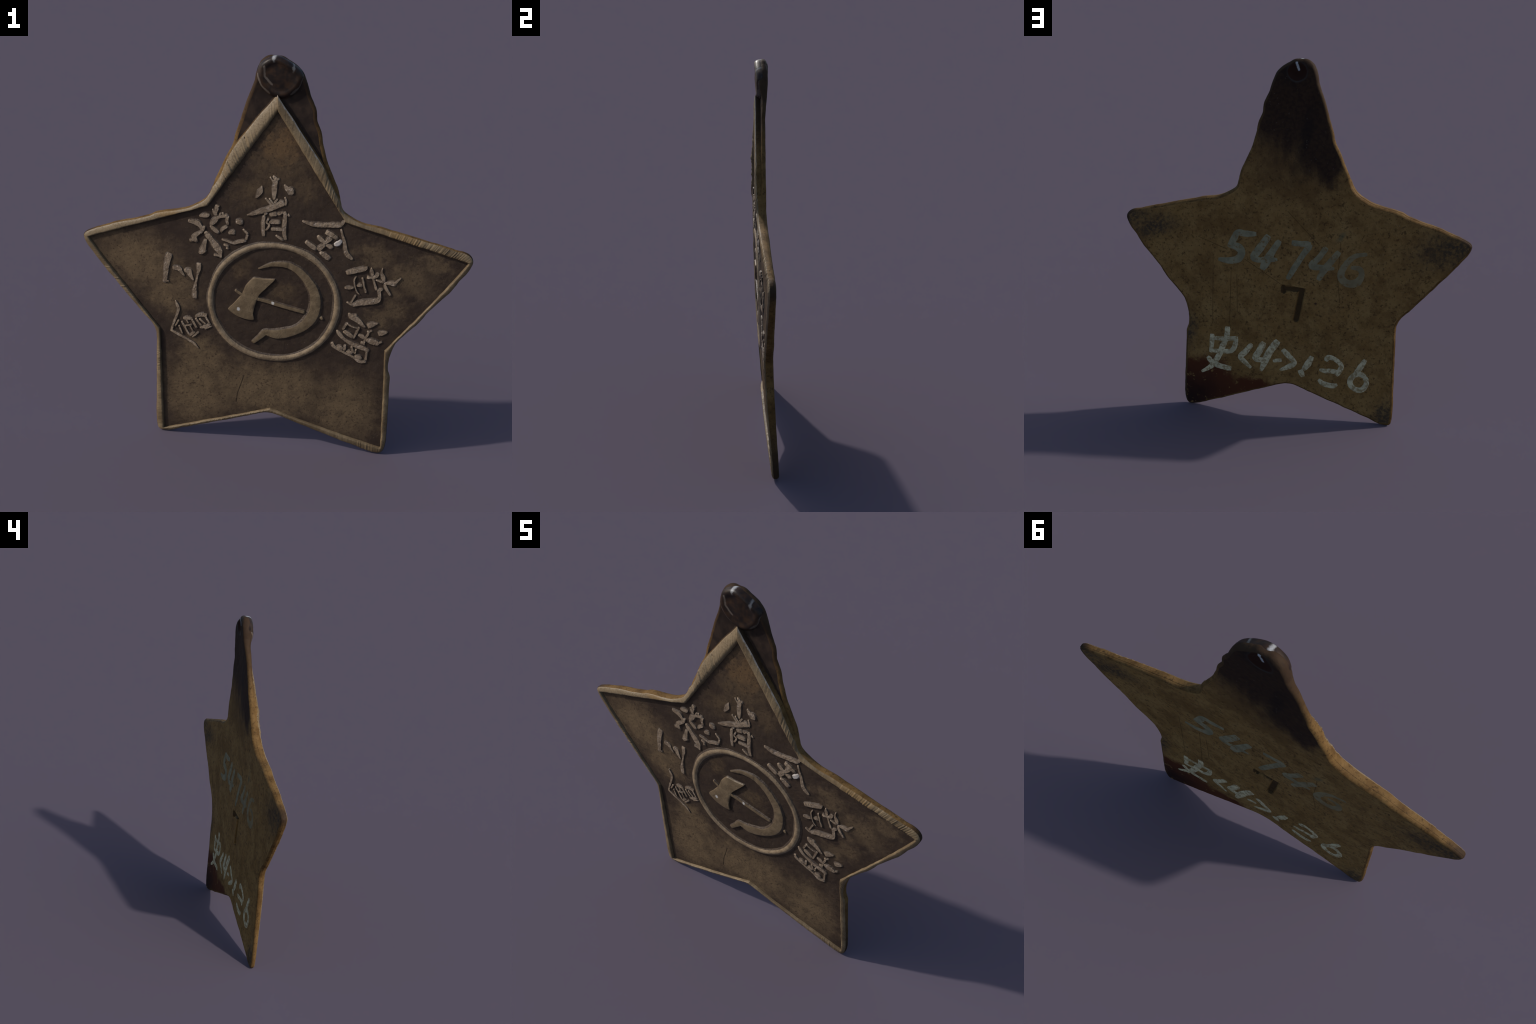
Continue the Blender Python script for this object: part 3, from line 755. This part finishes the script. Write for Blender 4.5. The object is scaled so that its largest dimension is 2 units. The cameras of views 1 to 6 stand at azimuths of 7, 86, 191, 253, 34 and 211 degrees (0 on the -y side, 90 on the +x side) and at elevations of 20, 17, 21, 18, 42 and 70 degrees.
def build_rim(O):
    """raised border: ten lengths, outer edge on the outline, inner edge straight"""
    def nearest(p):
        return int(np.argmin(np.hypot(O[:, 0] - p[0], O[:, 1] - p[1])))
    idx = [nearest(p) for p in RIM_OUTER]
    corners_in = RIM_INNER
    slim = (0, 0.0, 0.12, 0.0, 0, 0.1, 0.05, 0.2, 0, 0)         # some lengths are narrower in the middle
    outer, inner = [], []
    rng = np.random.default_rng(5)
    for k in range(10):
        if k == 0:
            A = spline(RIM_TOP_MINUS_X[:-1] + [tuple(O[idx[0]])], 0.0042)[:-1]
        elif k == 9:
            A = spline([tuple(O[idx[8]])] + RIM_TOP_PLUS_X[1:], 0.0042)[:-1]
        else:
            a, b = idx[k - 1], idx[k]
            A = O[a:b] if b > a else np.vstack([O[a:], O[:b]])
            s = np.linspace(0, len(A) - 1, len(A) * 2)
            A = np.stack([np.interp(s, np.arange(len(A)), A[:, c]) for c in (0, 1)], 1)[:-1]
        if k in (0, 9):                              # never past the plate's own edge
            stray = ~poly_inside(A[:, 0], A[:, 1], [tuple(p) for p in O[::3]]) | (poly_distance(A[:, 0], A[:, 1], [tuple(p) for p in O[::3]]) < 0.004)
            for i in np.nonzero(stray)[0]:
                A[i] = O[np.argmin(np.hypot(O[:, 0] - A[i, 0], O[:, 1] - A[i, 1]))]
            A[1:-1] = (A[:-2] + A[1:-1] * 2 + A[2:]) / 4
        L = np.concatenate([[0], np.cumsum(np.hypot(*np.diff(A, axis=0).T))])
        u = (L / (L[-1] + (L[-1] - L[-2])))[:, None]
        B = np.array(corners_in[k]) * (1 - u) + np.array(corners_in[(k + 1) % 10]) * u
        B = B + (A - B) * slim[k] * np.sin(np.pi * u) ** 0.5
        outer.append(A)
        inner.append(B)
    A, B = np.vstack(outer), np.vstack(inner)
    n = len(A)
    B = B + 0.0012 * np.stack([noise2(B[:, 0], B[:, 1], 40, 41), noise2(B[:, 0], B[:, 1], 40, 42)], 1)
    # file marks: height jitter along the edge, shared across the section
    mark = rng.normal(0, 1, n)
    mark = (mark + np.roll(mark, 1) * 0.6) * 0.0008 + 0.0016 * noise2(A[:, 0], A[:, 1], 16, 43)
    mark *= 0.25 + 0.9 * smooth(-0.3, 0.5, noise2(A[:, 0], A[:, 1], 5, 44)) * (0.45 + 0.55 * smooth(0.3, 1.2, A[:, 1]))
    mark *= 1 + 1.2 * smooth(1.25, 1.4, A[:, 1]) * (A[:, 0] < RIM_APEX[0])
    D = A - B
    D /= np.maximum(np.linalg.norm(D, axis=1), 1e-6)[:, None]
    ym = (front_y(A[:, 0], A[:, 1]) + back_y(A[:, 0], A[:, 1], False)) / 2
    # the lip stands highest at its inner edge and slopes away outward
    section = [(0.0, None), (0.0, 0.0), (0.05, -0.0050), (0.16, -0.0085), (0.40, -0.0112), (0.68, -0.0132), (0.85, -0.0130), (0.94, -0.0085),
               (0.99, -0.0015), (1.05, 0.004)]
    steep = smooth(1.32, 1.42, A[:, 1]) * (A[:, 0] < RIM_APEX[0])        # bevel of the top point, -x side, drops further
    rise = 0.005 * smooth(1.32, 1.42, A[:, 1]) * (A[:, 0] > RIM_APEX[0])
    rings = []
    for q, (u, h) in enumerate(section):
        P = A * (1 - u) + B * u + D * (0.0012 if q < 2 else 0)
        if h is None:
            y = ym
        else:
            y = front_base(P[:, 0], P[:, 1]) + h + mark * (1.0 if 1 < q < 8 else 0.3)
            y = y + 0.009 * steep * max(0.0, 1 - u / 0.6) - rise * (1 if 1 < q < 8 else 0)
        rings.append(np.stack([P[:, 0], y, P[:, 1]], 1))
    V = np.vstack(rings)
    F = [(r * n + i, (r + 1) * n + i, (r + 1) * n + (i + 1) % n, r * n + (i + 1) % n)
         for r in range(len(section) - 1) for i in range(n)]
    edge = EDGE_MATERIAL
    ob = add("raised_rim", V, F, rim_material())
    ob.data.materials.append(edge)
    ob.data.polygons.foreach_set("material_index", [1 if r < 2 else 0 for r in range(len(section) - 1) for i in range(n)])
    return ob


def ribbon(points, height, base, top_share, rng, step=0.004, surface=front_base, sign=-1, cap=0.35):
    """one chisel stroke: a loft along (x, z, width) points with a flat-topped section"""
    ends = [np.array(p, float) for p in points]
    for a, b in ((0, 1), (-1, -2)):                 # blunt ends reach a little past the last point
        d = ends[a][:2] - ends[b][:2]
        ends[a][:2] += d / max(np.linalg.norm(d), 1e-6) * 0.18 * ends[a][2]
    points = ends
    R = spline(points, step)
    if len(R) < 4:
        R = spline(points, step / 3)
    P, w = R[:, :2], np.maximum(R[:, 2], 0.003)
    T = np.gradient(P, axis=0)
    T /= np.maximum(np.linalg.norm(T, axis=1), 1e-9)[:, None]
    N = np.stack([-T[:, 1], T[:, 0]], 1)
    n = len(P)
    L = np.concatenate([[0], np.cumsum(np.hypot(*np.diff(P, axis=0).T))])
    end = np.minimum(L, L[-1] - L)
    fade = np.clip(end / np.maximum(cap * w, 1e-4), 0, 1)
    rise = 0.35 + 0.65 * np.sqrt(fade)
    hh = height * rise * (0.85 + 0.3 * rng.random()) * (1 + 0.16 * noise2(P[:, 0], P[:, 1], 45, rng.integers(99)))
    skirt = min(0.55, 0.006 / float(np.median(w)))               # fillet that blends the stroke into the field
    sect = [(-1.1 - skirt, None), (-1.05 - skirt * 0.5, 0.05), (-0.98, 0.30), (-0.80, 0.93), (-top_share, 1.0), (0, 0.94),
            (top_share, 1.0), (0.80, 0.93), (0.98, 0.30), (1.05 + skirt * 0.5, 0.05), (1.1 + skirt, None)]
    V = []
    for i in range(n):
        jag = 1 + min(0.13, 0.0016 / w[i]) * noise2(P[i, 0], P[i, 1], 130, 77)
        for s, h in sect:
            q = P[i] + N[i] * s * w[i] / 2 * jag * (0.75 + 0.25 * fade[i])
            y0 = float(surface(q[0], q[1]))
            chip = 1 + 0.10 * noise2(q[0], q[1], 160, 78) if h and h > 0.5 else 1
            V.append((q[0], y0 + sign * (-base if h is None else hh[i] * h * chip), q[1]))
    k = len(sect)
    F = [(i * k + a, i * k + a + 1, (i + 1) * k + a + 1, (i + 1) * k + a) for i in range(n - 1) for a in range(k - 1)]
    # end walls: drop the section to the field a little further out
    for i, d in ((0, -1), (n - 1, 1)):
        b0 = len(V)
        for a in range(k):
            x, _, z = V[i * k + a]
            q = np.array([x, z]) + d * T[i] * min(0.004, 0.25 * w[i])
            V.append((q[0], float(surface(q[0], q[1])) - sign * base, q[1]))
        for a in range(k - 1):
            f = (i * k + a, i * k + a + 1, b0 + a + 1, b0 + a)
            F.append(f if d > 0 else f[::-1])
    top = [1 if 3 <= a <= 6 else 0 for i in range(n - 1) for a in range(k - 1)] + [0] * (2 * (k - 1))
    return V, F, top


def strokes_mesh(name, strokes, mat, height, base=0.004, top_share=0.55, seed=1, flank=None, **kw):
    rng = np.random.default_rng(seed)
    V, F, slot = [], [], []
    for st in strokes:
        v, f, top = ribbon(st, height, base, top_share, rng, **kw)
        slot += top
        F += [tuple(i + len(V) for i in q) for q in f]
        V += v
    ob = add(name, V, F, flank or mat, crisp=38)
    if flank:                                      # lighter tops, darker flanks
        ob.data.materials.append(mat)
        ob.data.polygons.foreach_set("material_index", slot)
    return ob


def build_ring(mat):
    n, (cx, cz) = 420, RING_CENTRE
    V, F = [], []
    sect = [(-0.85, 0.003), (-0.62, -0.0008), (-0.42, -0.0035), (-0.24, -0.0085), (0.0, -0.0098), (0.20, -0.0088), (0.42, -0.0045), (0.62, -0.0008), (0.85, 0.003)]
    k = len(sect)
    for i in range(n):
        a = 2 * math.pi * i / n
        ux, uz = math.cos(a), math.sin(a)
        r0 = RING_RADIUS + 0.004 * math.cos(2 * a - 0.7) + 0.002 * float(noise2(ux, uz, 3, 51))
        wd = RING_WIDTH * (1 + 0.12 * float(noise2(ux, uz, 4, 52)))
        hh = 1 + 0.12 * float(noise2(ux, uz, 9, 53))
        for s, h in sect:
            r = r0 + s * wd
            x, z = cx + ux * r, cz + uz * r
            V.append((x, float(front_base(x, z)) + h * (hh if h < 0 else 1), z))
    F = [(i * k + b, i * k + b + 1, ((i + 1) % n) * k + b + 1, ((i + 1) % n) * k + b) for i in range(n) for b in range(k - 1)]
    ob = add("emblem_ring", V, F, mat)
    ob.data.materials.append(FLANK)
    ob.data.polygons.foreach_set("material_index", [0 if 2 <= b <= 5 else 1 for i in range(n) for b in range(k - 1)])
    return ob


def build_axe_head(mat, parent=None):
    P = spline(AXE_OUTLINE, 0.004, closed=True) * 0.55 + 0.45 * polyline(AXE_OUTLINE, 0.004)
    n = len(P)
    C = np.array([-0.10, 0.80])
    V, F = [], []
    levels = [(1.05, 0.004), (1.0, -0.003), (0.975, -0.0080), (0.93, -0.0090), (0.6, -0.0094), (0.25, -0.0094)]
    for s, h in levels:
        for p in P:
            q = C + (p - C) * s
            V.append((q[0], float(front_base(q[0], q[1])) + h + 0.0006 * float(noise2(q[0], q[1], 40, 61)), q[1]))
    V.append((C[0], float(front_base(*C)) - 0.0094, C[1]))
    for r in range(len(levels) - 1):
        F += [(r * n + i, r * n + (i + 1) % n, (r + 1) * n + (i + 1) % n, (r + 1) * n + i) for i in range(n)]
    F += [((len(levels) - 1) * n + i, (len(levels) - 1) * n + (i + 1) % n, len(V) - 1) for i in range(n)]
    ob = add("axe_head", V, F, mat, parent, crisp=38)
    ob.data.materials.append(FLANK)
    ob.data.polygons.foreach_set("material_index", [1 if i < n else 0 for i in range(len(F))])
    return ob


def polyline(points, step):
    """straight-edged resampling with as many points as spline(..., closed=True)"""
    m = len(spline(points, step, closed=True))
    P = np.array(list(points) + [points[0]], float)
    s = np.concatenate([[0], np.cumsum(np.hypot(*np.diff(P, axis=0).T))])
    u = np.linspace(0, s[-1], m + 1)[:-1]
    return np.stack([np.interp(u, s, P[:, 0]), np.interp(u, s, P[:, 1])], 1)


def build_loop():
    """tab end folded over to the front into a flat round loop, dished in the middle"""
    prof = [(-0.012, 1.994), (-0.060, 1.986), (-0.098, 1.955), (-0.110, 1.905), (-0.092, 1.860), (-0.050, 1.824), (0.0, 1.808),
            (0.050, 1.824), (0.086, 1.862), (0.101, 1.905), (0.094, 1.928), (0.070, 1.951), (0.032, 1.975)]
    P = spline(prof, 0.006, closed=True)
    C = np.array([-0.003, 1.905])
    n = len(P)
    V, F = [], []
    levels = [(0.93, -0.005), (0.995, -0.009), (1.012, -0.020), (1.005, -0.029), (0.98, -0.038), (0.94, -0.0455), (0.88, -0.0510), (0.81, -0.0530), (0.75, -0.0525), (0.68, -0.0500), (0.62, -0.0475),
              (0.45, -0.047), (0.2, -0.047)]
    for s, y0 in levels:
        for p in P:
            q = C + (p - C) * s * 1.02
            low = float(smooth(1.90, 1.81, q[1]))            # the fold thins out downward
            y = y0 + 0.009 * (abs(q[0] + 0.003) / 0.10) ** 2 * (1 if y0 < -0.028 else 0)          # thins out to its sides
            V.append((q[0], y + 0.010 * low * (1 if y0 < -0.03 else 0) + 0.0012 * float(noise2(q[0], q[1], 30, 71)), q[1]))
    V.append((C[0], -0.047, C[1]))
    for r in range(len(levels) - 1):
        F += [(r * n + i, r * n + (i + 1) % n, (r + 1) * n + (i + 1) % n, (r + 1) * n + i) for i in range(n)]
    F += [((len(levels) - 1) * n + i, (len(levels) - 1) * n + (i + 1) % n, len(V) - 1) for i in range(n)]
    return add("hanging_loop", V, F, loop_material())


FLANK = relief_material("darkened_flank", (0.040, 0.028, 0.021), (0.075, 0.053, 0.036))  # darker base colour for the sides of the relief
OUT = build_plate()
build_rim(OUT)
raised = relief_material("lightened_relief_top", (0.100, 0.070, 0.041), (0.150, 0.108, 0.064), relief=0.3, spots=((-0.155, 0.764), (0.012, 0.813)))
letter = relief_material("chiselled_relief", (0.135, 0.096, 0.064), (0.240, 0.179, 0.124), fleck=0.7)
build_ring(relief_material("lightened_ring_crest", (0.138, 0.098, 0.060), (0.225, 0.166, 0.105), relief=0.45))
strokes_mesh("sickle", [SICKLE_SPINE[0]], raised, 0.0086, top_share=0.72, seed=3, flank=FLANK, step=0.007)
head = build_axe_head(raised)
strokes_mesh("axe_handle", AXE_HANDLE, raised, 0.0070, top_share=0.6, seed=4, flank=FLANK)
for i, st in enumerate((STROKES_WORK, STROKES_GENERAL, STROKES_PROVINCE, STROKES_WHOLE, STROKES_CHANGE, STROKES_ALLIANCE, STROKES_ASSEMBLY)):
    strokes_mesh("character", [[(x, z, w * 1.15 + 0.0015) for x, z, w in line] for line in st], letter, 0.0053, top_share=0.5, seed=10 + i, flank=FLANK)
strokes_mesh("pale_fleck", PALE_FLECK, paint_material("pale_fleck", (0.40, 0.36, 0.33), (0.2, 0.17, 0.14), 0.6), 0.0085, seed=30)
build_loop()


def back_flat(x, z):
    return back_y(x, z, False)


thin = dict(surface=back_flat, sign=1, cap=0.5, step=0.006)
strokes_mesh("painted_number", PAINTED_NUMBER, paint_material("faded_blue_grey_paint", (0.190, 0.172, 0.112), (0.14, 0.085, 0.034), 0.55, fade=0.4),
             0.0007, base=0.0015, top_share=0.7, seed=40, **thin)
strokes_mesh("painted_inscription", [[(x, z, w * 0.84) for x, z, w in st] for st in PAINTED_INSCRIPTION], paint_material("white_paint", (0.44, 0.385, 0.25), (0.19, 0.135, 0.068), 0.47),
             0.0012, base=0.0015, top_share=0.7, seed=41, **thin)

# ------------------------------------------------------------------ settle in the frame
bpy.context.view_layer.update()
lo, hi = np.full(3, 9.0), np.full(3, -9.0)
for ob in bpy.data.objects:
    if ob.type == "MESH":
        co = np.zeros(len(ob.data.vertices) * 3)
        ob.data.vertices.foreach_get("co", co)
        co = co.reshape(-1, 3)
        lo, hi = np.minimum(lo, co.min(0)), np.maximum(hi, co.max(0))
ROOT.location.z = -float(lo[2])
print("raw extents", lo.round(4), hi.round(4))
